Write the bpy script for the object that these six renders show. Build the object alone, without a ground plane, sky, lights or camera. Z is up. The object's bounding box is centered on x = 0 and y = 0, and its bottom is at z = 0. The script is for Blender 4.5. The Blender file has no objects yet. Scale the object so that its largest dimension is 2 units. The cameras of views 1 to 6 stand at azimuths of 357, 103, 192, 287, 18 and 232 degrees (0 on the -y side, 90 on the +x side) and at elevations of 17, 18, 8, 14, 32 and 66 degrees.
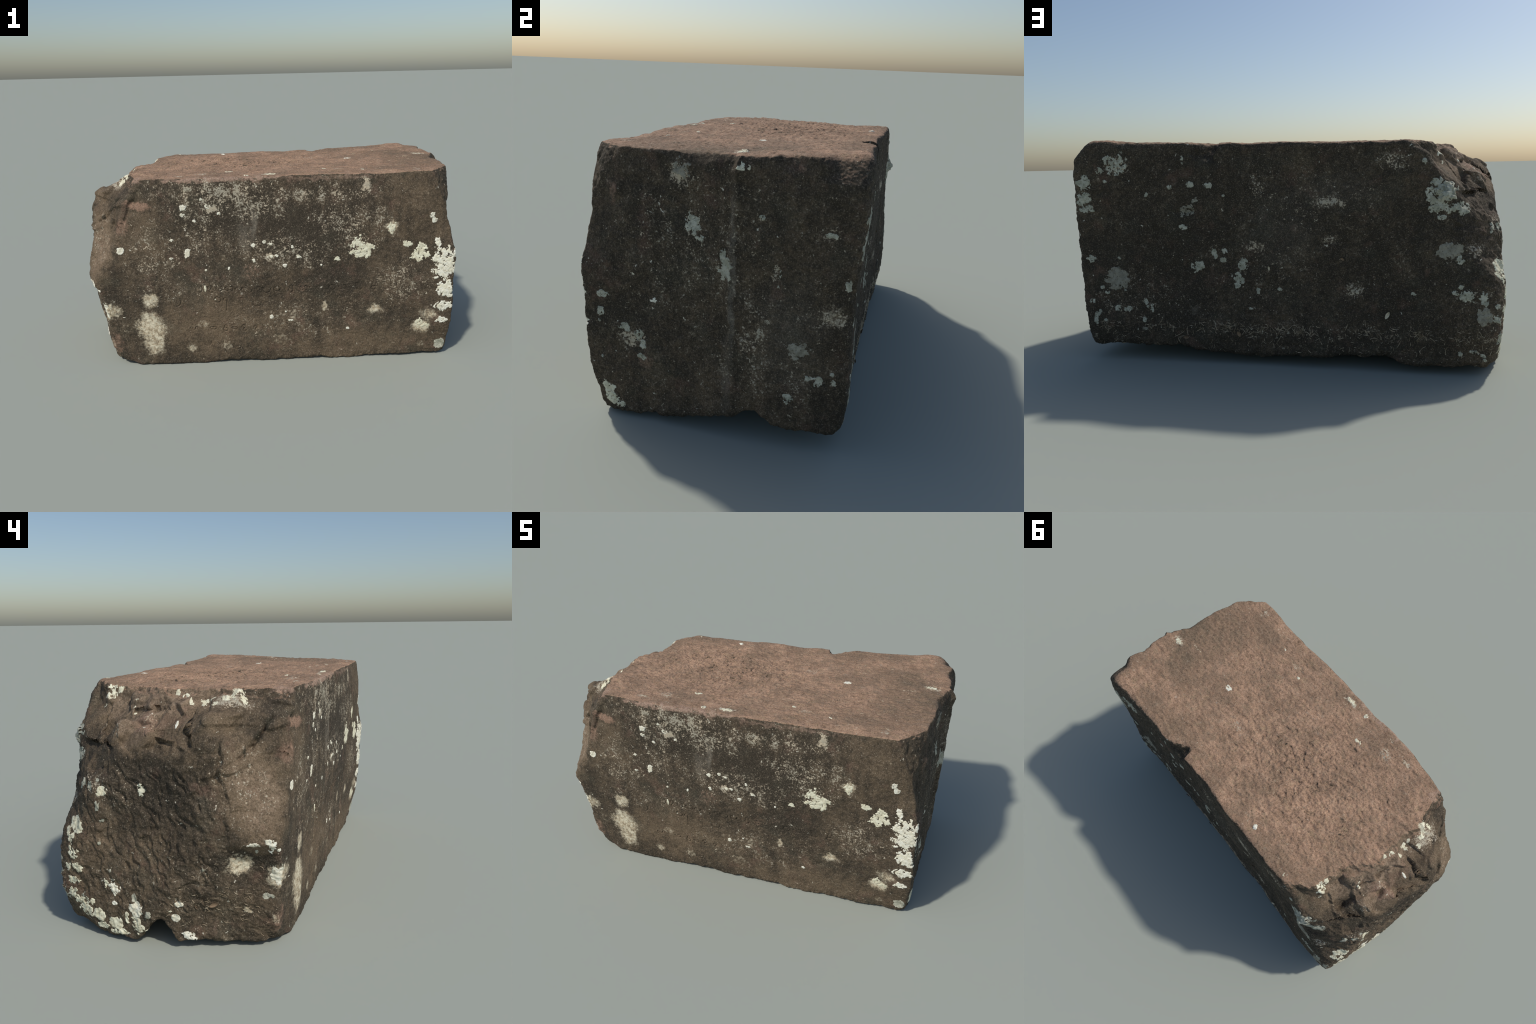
"""A weathered, roughly squared sandstone block with a broken left end, lichen crusts,
a faint engraved inscription on its front and dry grass bits along the foot of its back."""
import bpy
import math
import random
import numpy as np
from mathutils import Vector
from mathutils.bvhtree import BVHTree
from mathutils.geometry import delaunay_2d_cdt

random.seed(11)
rng = np.random.default_rng(11)

# ------------------------------------------------------------------ numeric noise
_perm = np.random.default_rng(5).permutation(256)
_perm = np.concatenate([_perm, _perm, _perm])
_grad = np.random.default_rng(6).normal(size=(256, 3))
_grad = (_grad / np.linalg.norm(_grad, axis=1, keepdims=True)).astype(np.float32)


def perlin(p):
    """Gradient noise, about -1..1, at the points p (n, 3)."""
    p = np.asarray(p, np.float32)
    i = np.floor(p).astype(np.int32)
    f = p - i
    i &= 255
    w = f * f * f * (f * (f * 6 - 15) + 10)
    out = 0
    for dx in (0, 1):
        wx = w[:, 0] if dx else 1 - w[:, 0]
        hx = _perm[i[:, 0] + dx]
        for dy in (0, 1):
            wy = w[:, 1] if dy else 1 - w[:, 1]
            hy = _perm[hx + i[:, 1] + dy]
            for dz in (0, 1):
                wz = w[:, 2] if dz else 1 - w[:, 2]
                g = _grad[_perm[hy + i[:, 2] + dz]]
                d = g[:, 0] * (f[:, 0] - dx) + g[:, 1] * (f[:, 1] - dy) + g[:, 2] * (f[:, 2] - dz)
                out = out + wx * wy * wz * d
    return out * 1.6


def fbm(p, octaves=3, gain=0.5):
    p = np.asarray(p, np.float32)
    total, amp = 0, 1.0
    for k in range(octaves):
        total = total + amp * perlin(p * 2.03 ** k + 17.3 * k)
        amp *= gain
    return total


def flat(u, v, scale, seed=0.0):
    """Points for noise that varies over a face only."""
    return np.stack([u.ravel() * scale, v.ravel() * scale, np.full(u.size, seed)], 1)


def smoothstep(a, b, x):
    t = np.clip((x - a) / (b - a), 0, 1)
    return t * t * (3 - 2 * t)


def bump(u, v, cu, cv, ru, rv):
    return np.exp(-(((u - cu) / ru) ** 2 + ((v - cv) / rv) ** 2))


def to_segment(u, v, a, b):
    """Distance to a line and the place along it (0..1)."""
    d = (b[0] - a[0], b[1] - a[1])
    t = np.clip(((u - a[0]) * d[0] + (v - a[1]) * d[1]) / (d[0] ** 2 + d[1] ** 2), 0, 1)
    return np.hypot(u - a[0] - t * d[0], v - a[1] - t * d[1]), t


# ------------------------------------------------------------------ the six dressed faces
STEP = 0.004


class Face:
    """One face as a height over two axes: a thin plate through a few control points, plus dents."""

    def __init__(self, axis, sign, controls, u_range, v_range, stiffness=1e-4):
        self.axis, self.sign = axis, sign
        self.controls = np.array(controls, float)
        self.au, self.av = [a for a in (0, 1, 2) if a != axis]
        c = np.array(controls, float)
        n = len(c)
        r = np.hypot(c[:, None, 0] - c[None, :, 0], c[:, None, 1] - c[None, :, 1])
        K = np.where(r > 0, r * r * np.log(r + 1e-12), 0) + stiffness * np.eye(n)
        P = np.c_[np.ones(n), c[:, :2]]
        A = np.block([[K, P], [P.T, np.zeros((3, 3))]])
        w = np.linalg.solve(A, np.r_[c[:, 2], np.zeros(3)])
        self.u0, self.v0 = u_range[0], v_range[0]
        u = np.arange(u_range[0], u_range[1] + STEP, STEP)
        v = np.arange(v_range[0], v_range[1] + STEP, STEP)
        self.u, self.v = np.meshgrid(u, v, indexing="ij")
        h = w[n] + w[n + 1] * self.u + w[n + 2] * self.v
        for k in range(n):
            r2 = (self.u - c[k, 0]) ** 2 + (self.v - c[k, 1]) ** 2
            h = h + w[k] * 0.5 * r2 * np.log(r2 + 1e-12)
        self.h = h

    def facet(self, where):
        """Where the mask says so, join the control points by flat triangles instead of a smooth sheet."""
        flat_h = self.h.copy()
        _, _, tris, *_ = delaunay_2d_cdt([Vector((a, b)) for a, b in self.controls[:, :2]], [], [], 0, 1e-5)
        c = self.controls
        for i, j, k in tris:
            (x0, y0, h0), (x1, y1, h1), (x2, y2, h2) = c[i], c[j], c[k]
            det = (y1 - y2) * (x0 - x2) + (x2 - x1) * (y0 - y2)
            a = ((y1 - y2) * (self.u - x2) + (x2 - x1) * (self.v - y2)) / det
            b = ((y2 - y0) * (self.u - x2) + (x0 - x2) * (self.v - y2)) / det
            inside = (a > -1e-6) & (b > -1e-6) & (a + b < 1 + 1e-6)
            flat_h = np.where(inside, a * h0 + b * h1 + (1 - a - b) * h2, flat_h)
        self.h = self.h + where * (soften(flat_h, 2) - self.h)

    def push(self, amount):
        """Move the face outwards (positive) or inwards (negative)."""
        self.h = self.h + self.sign * amount

    def finish(self):
        self.h = self.h.astype(np.float32)

    def value(self, p):
        """Positive outside the face, negative inside the stone."""
        a = np.clip((p[:, self.au] - self.u0) / STEP, 0, self.h.shape[0] - 1.001)
        b = np.clip((p[:, self.av] - self.v0) / STEP, 0, self.h.shape[1] - 1.001)
        i, j = a.astype(np.int32), b.astype(np.int32)
        fa, fb = a - i, b - j
        H = self.h
        h = (H[i, j] * (1 - fa) + H[i + 1, j] * fa) * (1 - fb) + (H[i, j + 1] * (1 - fa) + H[i + 1, j + 1] * fa) * fb
        return self.sign * (p[:, self.axis] - h)


X_RANGE, Y_RANGE, Z_RANGE = (-1.12, 1.12), (-0.64, 0.64), (-0.12, 1.16)

front = Face(1, -1, [  # x, z -> y
    (-0.68, 1.00, -0.432), (-0.45, 0.99, -0.474), (0.00, 1.00, -0.478), (0.30, 0.95, -0.484), (0.50, 1.00, -0.476), (0.80, 1.00, -0.487),
    (0.97, 1.00, -0.475), (-0.75, 0.80, -0.446), (-0.48, 0.87, -0.470), (-0.25, 0.84, -0.468), (0.00, 0.84, -0.480), (0.46, 0.63, -0.480),
    (0.45, 0.80, -0.488), (0.35, 0.58, -0.478), (0.20, 0.55, -0.482), (0.15, 0.75, -0.482), (0.12, 0.42, -0.468), (-0.14, 0.52, -0.473),
    (0.59, 0.74, -0.490), (0.75, 0.60, -0.486), (0.80, 0.81, -0.500), (0.90, 0.77, -0.484), (0.93, 0.63, -0.505), (0.90, 0.42, -0.502),
    (0.70, 0.50, -0.491), (0.74, 0.34, -0.484), (0.77, 0.22, -0.477), (0.90, 0.15, -0.481), (0.90, 0.03, -0.450), (-0.79, 0.64, -0.452), (-0.45, 0.63, -0.460),
    (-0.93, 0.50, -0.440), (-0.68, 0.54, -0.456), (-0.66, 0.38, -0.456), (-0.66, 0.21, -0.452), (-0.45, 0.24, -0.449), (-0.88, 0.25, -0.435),
    (-0.86, 0.06, -0.415), (-0.70, 0.02, -0.440), (-0.20, 0.02, -0.447), (0.30, 0.02, -0.452), (0.64, 0.02, -0.452),
    (0.53, 0.28, -0.470), (0.00, 0.40, -0.462), (-0.16, 0.32, -0.464)], X_RANGE, Z_RANGE)

back = Face(1, 1, [  # x, z -> y
    (0.95, 1.00, 0.502), (0.87, 0.98, 0.508), (0.63, 1.00, 0.490), (0.40, 1.00, 0.482), (0.13, 1.00, 0.476),
    (-0.08, 1.00, 0.482), (-0.28, 1.00, 0.486), (-0.46, 1.00, 0.484), (-0.65, 0.95, 0.484), (-0.95, 0.95, 0.475),
    (0.95, 0.88, 0.506), (0.95, 0.62, 0.487), (0.95, 0.31, 0.485), (0.95, 0.12, 0.472), (0.95, 0.05, 0.445),
    (0.50, 0.80, 0.488), (-0.10, 0.90, 0.472), (0.00, 0.75, 0.480), (-0.40, 0.80, 0.488),
    (0.60, 0.50, 0.470), (0.20, 0.50, 0.468), (-0.20, 0.50, 0.472), (-0.50, 0.55, 0.480), (-0.80, 0.60, 0.486), (-0.95, 0.42, 0.492),
    (0.60, 0.32, 0.465), (0.30, 0.32, 0.460), (0.00, 0.32, 0.466), (-0.35, 0.30, 0.472), (0.60, 0.19, 0.474), (0.30, 0.19, 0.472), (-0.10, 0.18, 0.478), (-0.40, 0.18, 0.482), (-0.70, 0.20, 0.502), (-0.93, 0.20, 0.490),
    (0.50, 0.05, 0.452), (0.10, 0.03, 0.460), (-0.30, 0.03, 0.462), (-0.70, 0.04, 0.478), (-0.93, 0.04, 0.466)],
    X_RANGE, Z_RANGE)

right = Face(0, 1, [  # y, z -> x
    (0.45, 1.00, 0.972), (0.31, 1.00, 0.980), (0.18, 1.00, 0.977), (0.10, 1.00, 0.975), (-0.10, 1.00, 0.940),
    (-0.33, 1.00, 0.915), (-0.46, 1.00, 0.885), (0.45, 0.85, 0.986), (0.45, 0.53, 0.984), (0.45, 0.28, 0.975),
    (0.44, 0.10, 0.965), (0.32, 0.80, 0.984), (0.30, 0.50, 0.987), (0.28, 0.20, 0.983), (0.14, 0.88, 0.984), (0.13, 0.72, 0.982), (0.13, 0.45, 0.980),
    (0.09, 0.20, 0.979), (-0.04, 0.88, 0.944), (-0.05, 0.55, 0.955), (-0.02, 0.38, 0.956), (-0.22, 0.75, 0.943), (-0.45, 0.60, 0.936), (-0.46, 0.30, 0.938), (-0.45, 0.12, 0.944), (-0.42, 0.05, 0.940), (-0.46, 0.78, 0.888),
    (-0.46, 0.70, 0.912), (-0.40, 0.85, 0.903), (-0.34, 0.50, 0.934), (-0.25, 0.36, 0.948), (-0.12, 0.40, 0.958), (0.25, 0.05, 0.978), (-0.20, 0.05, 0.950)], Y_RANGE, Z_RANGE)

left = Face(0, -1, [  # y, z -> x
    (-0.41, 1.01, -0.690), (-0.25, 1.00, -0.745), (-0.08, 1.01, -0.722), (0.08, 1.01, -0.742), (0.20, 1.00, -0.660),
    (0.28, 1.00, -0.660), (0.39, 1.01, -0.645), (0.46, 1.01, -0.565), (-0.24, 0.985, -0.765), (-0.17, 0.905, -0.922),
    (-0.30, 0.93, -0.822), (-0.33, 0.975, -0.735), (-0.12, 0.965, -0.765), (-0.12, 0.935, -0.835), (0.03, 0.931, -0.805), (-0.04, 0.921, -0.840), (0.12, 0.916, -0.812), (-0.03, 0.877, -0.903),
    (0.19, 0.932, -0.762), (-0.115, 0.86, -0.950), (0.25, 0.795, -0.890), (0.30, 0.75, -0.880), (0.26, 0.92, -0.725), (0.21, 0.92, -0.775), (0.30, 0.865, -0.765), (0.22, 0.86, -0.835), (0.35, 0.974, -0.670), (0.35, 0.89, -0.730),
    (0.39, 0.78, -0.808), (0.45, 0.837, -0.755), (0.42, 0.93, -0.645), (-0.37, 0.90, -0.785), (-0.28, 0.767, -0.905), (-0.18, 0.78, -0.966), (-0.45, 0.87, -0.735),
    (-0.45, 0.77, -0.778), (-0.45, 0.63, -0.828), (-0.36, 0.70, -0.850), (-0.30, 0.66, -0.922), (-0.45, 0.457, -0.922), (-0.45, 0.28, -0.882), (-0.45, 0.11, -0.872),
    (-0.40, 0.04, -0.850), (-0.32, 0.05, -0.878), (-0.33, 0.59, -0.922), (-0.32, 0.48, -0.968), (-0.22, 0.42, -0.985), (-0.31, 0.36, -0.920), (-0.06, 0.50, -0.974), (0.12, 0.50, -0.966), (0.27, 0.47, -0.955),
    (0.43, 0.42, -0.950), (0.46, 0.35, -0.950), (0.47, 0.20, -0.950), (0.45, 0.06, -0.945), (0.36, 0.54, -0.942), (0.32, 0.66, -0.938),
    (0.42, 0.55, -0.880), (0.47, 0.55, -0.822), (0.40, 0.68, -0.855), (0.47, 0.68, -0.760), (0.47, 0.78, -0.752), (0.47, 0.89, -0.685), (0.47, 0.96, -0.630), (-0.26, 0.28, -0.945),
    (0.20, 0.25, -0.974), (0.33, 0.22, -0.966), (0.00, 0.22, -0.992), (-0.12, 0.25, -0.978), (-0.20, 0.12, -0.920), (-0.20, 0.04, -0.922), (-0.10, 0.08, -0.957), (-0.06, 0.04, -0.970),
    (0.10, 0.05, -0.985), (0.27, 0.04, -0.972), (0.20, 0.65, -0.955), (0.00, 0.65, -0.962), (-0.14, 0.66, -0.975), (0.05, 0.78, -0.940), (0.10, 0.86, -0.888), (0.02, 0.87, -0.892)],
    Y_RANGE, Z_RANGE, 3e-5)

top = Face(2, 1, [  # x, y -> z
    (0.46, 0.04, 1.017), (-0.22, -0.29, 1.010), (-0.25, 0.41, 1.013), (-0.14, -0.43, 1.013), (0.27, -0.30, 1.016),
    (0.81, -0.48, 1.018), (0.93, 0.07, 1.032), (0.88, 0.44, 1.046), (0.60, 0.44, 1.034), (0.40, 0.44, 1.024), (0.00, 0.44, 1.018),
    (-0.57, 0.44, 1.013), (-0.66, 0.37, 1.004), (-0.66, 0.20, 0.998), (-0.72, 0.00, 1.003), (-0.72, -0.25, 1.006),
    (-0.67, -0.42, 1.008), (0.60, -0.45, 1.016), (0.05, 0.10, 1.008), (-0.25, 0.16, 1.009), (-0.20, 0.30, 1.015), (-0.48, 0.20, 1.011)], X_RANGE, Y_RANGE)

bottom = Face(2, -1, [  # x, y -> z
    (-0.72, -0.42, 0.004), (-0.17, -0.43, 0.003), (0.40, -0.43, 0.005), (0.70, -0.43, 0.008), (0.90, -0.41, 0.010),
    (0.93, -0.30, 0.022), (0.93, -0.10, 0.045), (0.94, 0.03, 0.080), (0.94, 0.13, 0.092), (0.94, 0.25, 0.080), (0.93, 0.33, 0.065),
    (0.93, 0.43, 0.068), (0.54, 0.43, 0.070), (0.23, 0.43, 0.038), (0.00, 0.43, 0.044), (-0.30, 0.43, 0.057),
    (-0.44, 0.43, 0.064), (-0.55, 0.43, 0.038), (-0.87, 0.42, 0.034), (-0.92, 0.28, 0.014), (-0.92, 0.15, 0.018),
    (-0.92, -0.06, 0.032), (-0.90, -0.25, 0.028), (-0.85, -0.38, 0.024), (-0.70, -0.20, 0.010), (0.30, 0.00, 0.035), (-0.40, 0.00, 0.030)],
    X_RANGE, Y_RANGE)


def facets(u, v, size, tilt, step, seed):
    """Broken stone: each cell is a small tilted plane, so that cells meet in ledges."""
    r = np.random.default_rng(seed)
    best, out = np.full(u.shape, 9.0), np.zeros(u.shape)
    for cu in np.arange(u.min() - size, u.max() + size, size):
        for cv in np.arange(v.min() - size, v.max() + size, size):
            su, sv = cu + r.uniform(0, size), cv + r.uniform(0, size)
            gu, gv, lift = r.normal(0, tilt), r.normal(0, tilt), r.normal(0, step)
            d = (u - su) ** 2 + (v - sv) ** 2
            near = d < best
            out = np.where(near, lift + gu * (u - su) + gv * (v - sv), out)
            best = np.where(near, d, best)
    return out


def soften(a, times):
    for _ in range(times):
        p = np.pad(a, 1, mode="edge")
        a = (p[:-2, 1:-1] + p[2:, 1:-1] + p[1:-1, :-2] + p[1:-1, 2:] + 4 * p[1:-1, 1:-1]) / 8
    return a


# --- the broken left end: flaked ledges above, furrows below, one open crack
u, v = left.u, left.v
warp = fbm(flat(u, v, 9.0, 3.1), 2).reshape(u.shape) * 0.03
left.facet(smoothstep(0.78, 0.86, v + 0.05 * smoothstep(0.0, 0.4, u) + 0.5 * warp))
chips = smoothstep(-0.16, -0.08, u) * (1 - 0.8 * smoothstep(0.30, 0.38, u))
left.push(soften(facets(u + 0.6 * warp, v + 0.6 * warp, 0.150, 0.10, 0.003, 33), 2) * smoothstep(0.50, 0.60, v) * (1 - chips))
along, across = -0.33 * u - 0.94 * v, 0.94 * u - 0.33 * v
furrow = fbm(np.stack([across.ravel() * 19 + warp.ravel() * 25, along.ravel() * 8.5, np.full(u.size, 7.7)], 1), 3, 0.45).reshape(u.shape)
furrow = 0.011 * furrow - 0.013 * smoothstep(0.15, 0.5, furrow)
zone = smoothstep(0.0, 0.2, v) * (1 - smoothstep(0.66, 0.80, v)) * smoothstep(-0.26, -0.14, u) * (1 - 0.6 * smoothstep(0.34, 0.44, u))
left.push(furrow * zone)
for a, b, depth, wide in (((-0.375, 0.90), (-0.315, 0.80), 0.030, 0.007), ((-0.315, 0.80), (-0.285, 0.765), 0.020, 0.006),
                          ((-0.285, 0.765), (-0.20, 0.70), 0.006, 0.008), ((-0.098, 0.905), (-0.103, 0.85), 0.016, 0.008)):
    d, t = to_segment(u, v, a, b)
    left.push(-depth * np.exp(-(d / wide) ** 2))
slab = smoothstep(0.445, 0.46, v + 0.4 * warp) * (1 - smoothstep(0.72, 0.82, v)) * (1 - smoothstep(-0.27, -0.235, u + 0.5 * warp))
left.push(0.012 * slab - 0.012 * bump(u, v, -0.34, 0.40, 0.10, 0.05))



def ledge(a, b, height, reach):
    """A broken step: cut sharply back on the right-hand side of a -> b, easing out again further off."""
    n = math.hypot(b[0] - a[0], b[1] - a[1])
    side = ((u - a[0]) * (b[1] - a[1]) - (v - a[1]) * (b[0] - a[0])) / n + 0.25 * warp
    along_ab = ((u - a[0]) * (b[0] - a[0]) + (v - a[1]) * (b[1] - a[1])) / n ** 2
    ends = smoothstep(-0.10, 0.12, along_ab) * (1 - smoothstep(0.88, 1.10, along_ab))
    rise = smoothstep(-0.003, 0.006, side)
    left.push(height * ends * (0.4 * (1 - rise) * np.exp(np.clip(side, -1, 0) / reach) - rise * np.exp(-np.clip(side, 0, 1) / reach)))


# terraces stepping out towards the sunny side, and two overhanging lips
ledge((0.250, 0.80), (0.190, 0.935), 0.026, 0.055)
ledge((0.075, 0.84), (0.020, 0.940), 0.022, 0.050)
ledge((-0.122, 0.82), (-0.088, 0.930), 0.028, 0.050)
ledge((0.350, 0.80), (0.325, 0.930), 0.016, 0.040)
ledge((0.00, 0.932), (0.19, 0.920), 0.024, 0.045)
ledge((0.24, 0.785), (0.42, 0.793), 0.026, 0.045)
ledge((-0.09, 0.80), (0.06, 0.835), 0.014, 0.040)
ledge((-0.34, 0.875), (-0.17, 0.895), 0.010, 0.050)

# --- front: hardly any relief, a few shallow spalls near its left end
u, v = front.u, front.v
front.push(0.004 * fbm(flat(u, v, 5.0, 1.0), 3).reshape(u.shape))
front.push(-0.014 * bump(u, v, -0.72, 0.89, 0.05, 0.022) - 0.010 * bump(u, v, -0.72, 0.845, 0.05, 0.018) - 0.012 * bump(u, v, -0.84, 0.71, 0.04, 0.04)
           + 0.010 * bump(u, v, -0.85, 0.52, 0.06, 0.07) - 0.008 * bump(u, v, -0.86, 0.25, 0.07, 0.06))

# --- right end: a faint upright ridge, a chipped arris at the front
u, v = right.u, right.v
right.push(0.006 * fbm(flat(u, v, 6.0, 2.0), 3).reshape(u.shape))
seam = 0.075 + 0.012 * np.sin(v * 7 + 1) + 0.004 * np.sin(v * 31)
right.push(0.013 * np.exp(-((u - seam) / 0.013) ** 2) * smoothstep(0.05, 0.4, v))
right.push(0.005 * smoothstep(-0.012, 0.004, u - seam) * np.exp(-np.clip(u - seam, 0, 1) / 0.07) * smoothstep(0.05, 0.6, v))
right.push(-0.012 * bump(u, v, -0.30, 1.01, 0.06, 0.04) - 0.010 * bump(u, v, -0.44, 0.80, 0.04, 0.06) + 0.012 * bump(u, v, -0.37, 0.87, 0.03, 0.03) - 0.012 * bump(u, v, 0.27, 1.02, 0.06, 0.03) - 0.012 * bump(u, v, -0.05, 1.02, 0.05, 0.03))
chip = smoothstep(0.345, 0.41, u + 0.01 * np.sin(v * 60) + 0.4 * (v - 1.0)) * np.clip(v - 0.965, 0, 1)
right.push(-0.8 * chip)
right.push(0.012 * bump(u, v, 0.09, 0.985, 0.03, 0.03) - 0.006 * bump(u, v, 0.14, 0.15, 0.05, 0.2))

# --- back: lightly dressed, a bite out of its upper edge, a crumpled lump near the broken end
u, v = back.u, back.v
back.push(0.006 * fbm(flat(u, v, 5.0, 4.0), 4).reshape(u.shape))
bite = smoothstep(0.285, 0.298, u + 0.012 * np.sin(v * 70)) * np.clip(1 - (u - 0.298) / 0.13, 0, 1) * smoothstep(0.925, 0.985, v)
back.push(-0.050 * bite * (1 + 0.5 * fbm(flat(u, v, 30.0, 8.0), 2).reshape(u.shape)))
lump = bump(u, v, -0.70, 0.775, 0.045, 0.05)
back.push(lump * (0.014 + 0.016 * fbm(flat(u, v, 26.0, 9.0), 2).reshape(u.shape)))
back.push(-0.010 * bump(u, v, 0.43, 0.72, 0.05, 0.02) * (1 + fbm(flat(u, v, 40.0, 2.0), 2).reshape(u.shape)))

# --- bottom: rough, with the notch that shows at the left end and a smaller one at the right
u, v = bottom.u, bottom.v
bottom.push(0.010 * fbm(flat(u, v, 6.0, 5.0), 3).reshape(u.shape))
mouth = 1 - smoothstep(-0.75, -0.50, u)
bottom.push(-0.088 * np.exp(-(np.abs(v - 0.040 - 0.05 * (u + 0.95)) / 0.062) ** 3) * mouth)
bottom.push(-0.030 * np.exp(-((v - 0.155) / 0.04) ** 2) * smoothstep(0.6, 0.85, u))

# --- top: nearly flat, pitted in the middle, worn where it meets the broken end
u, v = top.u, top.v
top.push(0.004 * fbm(flat(u, v, 5.0, 6.0), 3).reshape(u.shape))
top.push(-0.022 * bump(u, v, 0.318, 0.465, 0.022, 0.030))

faces = [front, back, right, left, top, bottom]
for f in faces:
    f.finish()

# knocked-off corners and arrises: planes through three points each, kept near their place
def plane(a, b, c):
    a, b, c = (np.array(q, float) for q in (a, b, c))
    n = np.cross(b - a, c - a)
    n /= np.linalg.norm(n)
    if n @ (a - np.array([0, 0, 0.5])) < 0:
        n = -n
    return n, float(n @ a)


CUTS = [
    plane((0.808, -0.487, 1.01), (0.955, -0.312, 1.01), (0.930, -0.500, 0.715)),   # front right upper corner
    plane((-0.582, 0.474, 1.01), (-0.662, 0.389, 1.01), (-0.762, 0.474, 0.79)),    # upper back corner of the broken end
    plane((-0.90, 0.47, 0.060), (-0.93, 0.36, 0.035), (-0.955, 0.46, 0.160)),      # lower back left
    plane((0.93, -0.462, 0.08), (0.96, -0.37, 0.08), (0.930, -0.40, 0.004)),        # lower front right
    plane((-0.80, -0.45, 0.030), (-0.87, -0.42, 0.10), (-0.86, -0.36, 0.020)),     # lower front left
    plane((0.97, 0.47, 0.12), (0.93, 0.48, 0.09), (0.93, 0.43, 0.055)),            # lower back right
]


def join(a, b, k):
    """Larger of the two, with the sharp arris rounded off."""
    h = np.maximum(k - np.abs(a - b), 0) / k
    return np.maximum(a, b) + h * h * k * 0.25


def outside(p):
    g = None
    for f in faces:
        val = f.value(p)
        g = val if g is None else join(g, val, ROUND)
    for n, d in CUTS:
        g = join(g, p @ n.astype(np.float32) - np.float32(d), np.float32(0.016))
    return g


# ------------------------------------------------------------------ the block's mesh
def spaced(lo, hi, fine_lo, fine_hi, fine, coarse):
    out = [lo]
    while out[-1] < hi:
        out.append(out[-1] + (fine if fine_lo <= out[-1] < fine_hi else coarse))
    out = np.array(out)
    return lo + (out - lo) * (hi - lo) / (out[-1] - lo)


LO, HI = np.array([-1.10, -0.62, -0.10]), np.array([1.10, 0.62, 1.14])
gx = spaced(LO[0], HI[0], -0.66, 0.68, 0.0026, 0.0044)
gy = spaced(LO[1], HI[1], -9, -9, 0.0044, 0.0046)
gz = spaced(LO[2], HI[2], 0.02, 0.47, 0.0030, 0.0046)
axes = [gx, gy, gz]
sizes = [len(a) for a in axes]

index_of = -np.ones(sizes, np.int32)
shell = np.zeros(sizes, bool)
for a in range(3):
    s = [slice(None)] * 3
    for e in (0, -1):
        s[a] = e
        shell[tuple(s)] = True
ii, jj, kk = np.nonzero(shell)
index_of[ii, jj, kk] = np.arange(len(ii))
outer = np.stack([gx[ii], gy[jj], gz[kk]], 1).astype(np.float32)
quads = []
for a in range(3):
    for e in (0, -1):
        s = [slice(None)] * 3
        s[a] = e
        g = index_of[tuple(s)]
        q = np.stack([g[:-1, :-1], g[1:, :-1], g[1:, 1:], g[:-1, 1:]], -1).reshape(-1, 4)
        flip = (e == 0) != (a == 1)
        quads.append(q[:, ::-1] if flip else q)
quads = np.concatenate(quads)

middle = np.array([0, 0, 0.51], np.float32)
inner = middle + (outer - middle) * np.array([0.70, 0.35, 0.35], np.float32)
ROUND = 0.020 + 0.010 * perlin(outer * 5.0)
ROUND += 0.010 * smoothstep(0.3, 0.5, outer[:, 1])
ROUND -= 0.010 * smoothstep(0.5, 0.7, outer[:, 0]) * smoothstep(-0.2, -0.4, outer[:, 1])
ROUND += 0.012 * smoothstep(0.5, 0.7, outer[:, 0]) * smoothstep(-0.2, 0.0, outer[:, 1]) * smoothstep(0.6, 0.8, outer[:, 2])
ROUND -= 0.014 * smoothstep(-0.5, -0.8, outer[:, 0]) * smoothstep(0.6, 0.8, outer[:, 2])
ROUND = np.clip(ROUND, 0.006, 0.05).astype(np.float32)
t0, t1 = np.zeros(len(outer), np.float32), np.ones(len(outer), np.float32)
for _ in range(13):
    tm = (t0 + t1) / 2
    out = outside(inner + (outer - inner) * tm[:, None]) > 0
    t1 = np.where(out, tm, t1)
    t0 = np.where(out, t0, tm)
P = inner + (outer - inner) * ((t0 + t1) / 2)[:, None]


def normals(P):
    n = np.zeros_like(P)
    a, b, c, d = (P[quads[:, k]] for k in range(4))
    fn = np.cross(c - a, d - b)
    for k in range(4):
        for ax in range(3):
            n[:, ax] += np.bincount(quads[:, k], fn[:, ax], len(P))
    return n / (np.linalg.norm(n, axis=1, keepdims=True) + 1e-12)


# fine relief, different on each side of the stone
N = normals(P)
vals = np.stack([f.value(P) for f in faces], 1)
w_front, w_back, w_right, w_left, w_top, w_bottom = (smoothstep(-0.05, -0.008, vals[:, k]) for k in range(6))
x, y, z = P.T
pits = fbm(P * np.array([34, 34, 34], np.float32), 3, 0.6)
grain = fbm(P * 95, 2, 0.6)
lumps = fbm(P * 11, 3)
scaly = fbm(P * np.array([22, 55, 30], np.float32) + 3 * lumps[:, None] * 0.25, 2)
pitted = smoothstep(0.75, 0.1, np.hypot((x + 0.25) / 1.0, (y - 0.05) / 0.6))
move = 0.0011 * grain
near_top = smoothstep(-0.05, -0.012, vals[:, 4])
edge = np.clip(sum(near_top * smoothstep(-0.05, -0.012, vals[:, k]) for k in (0, 1, 2)), 0, 1)
edge_or_chip = np.maximum(edge, smoothstep(0.90, 0.94, x) * smoothstep(0.32, 0.38, y))
move += w_top * (1 - 0.8 * edge_or_chip) * (0.0010 * lumps + pits * (0.0014 + 0.0040 * pitted) + 0.0030 * scaly - 0.0045 * (0.35 + 0.65 * pitted) * smoothstep(0.05, 0.60, fbm(P * np.array([17, 30, 20], np.float32) + 3, 3)))
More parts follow.
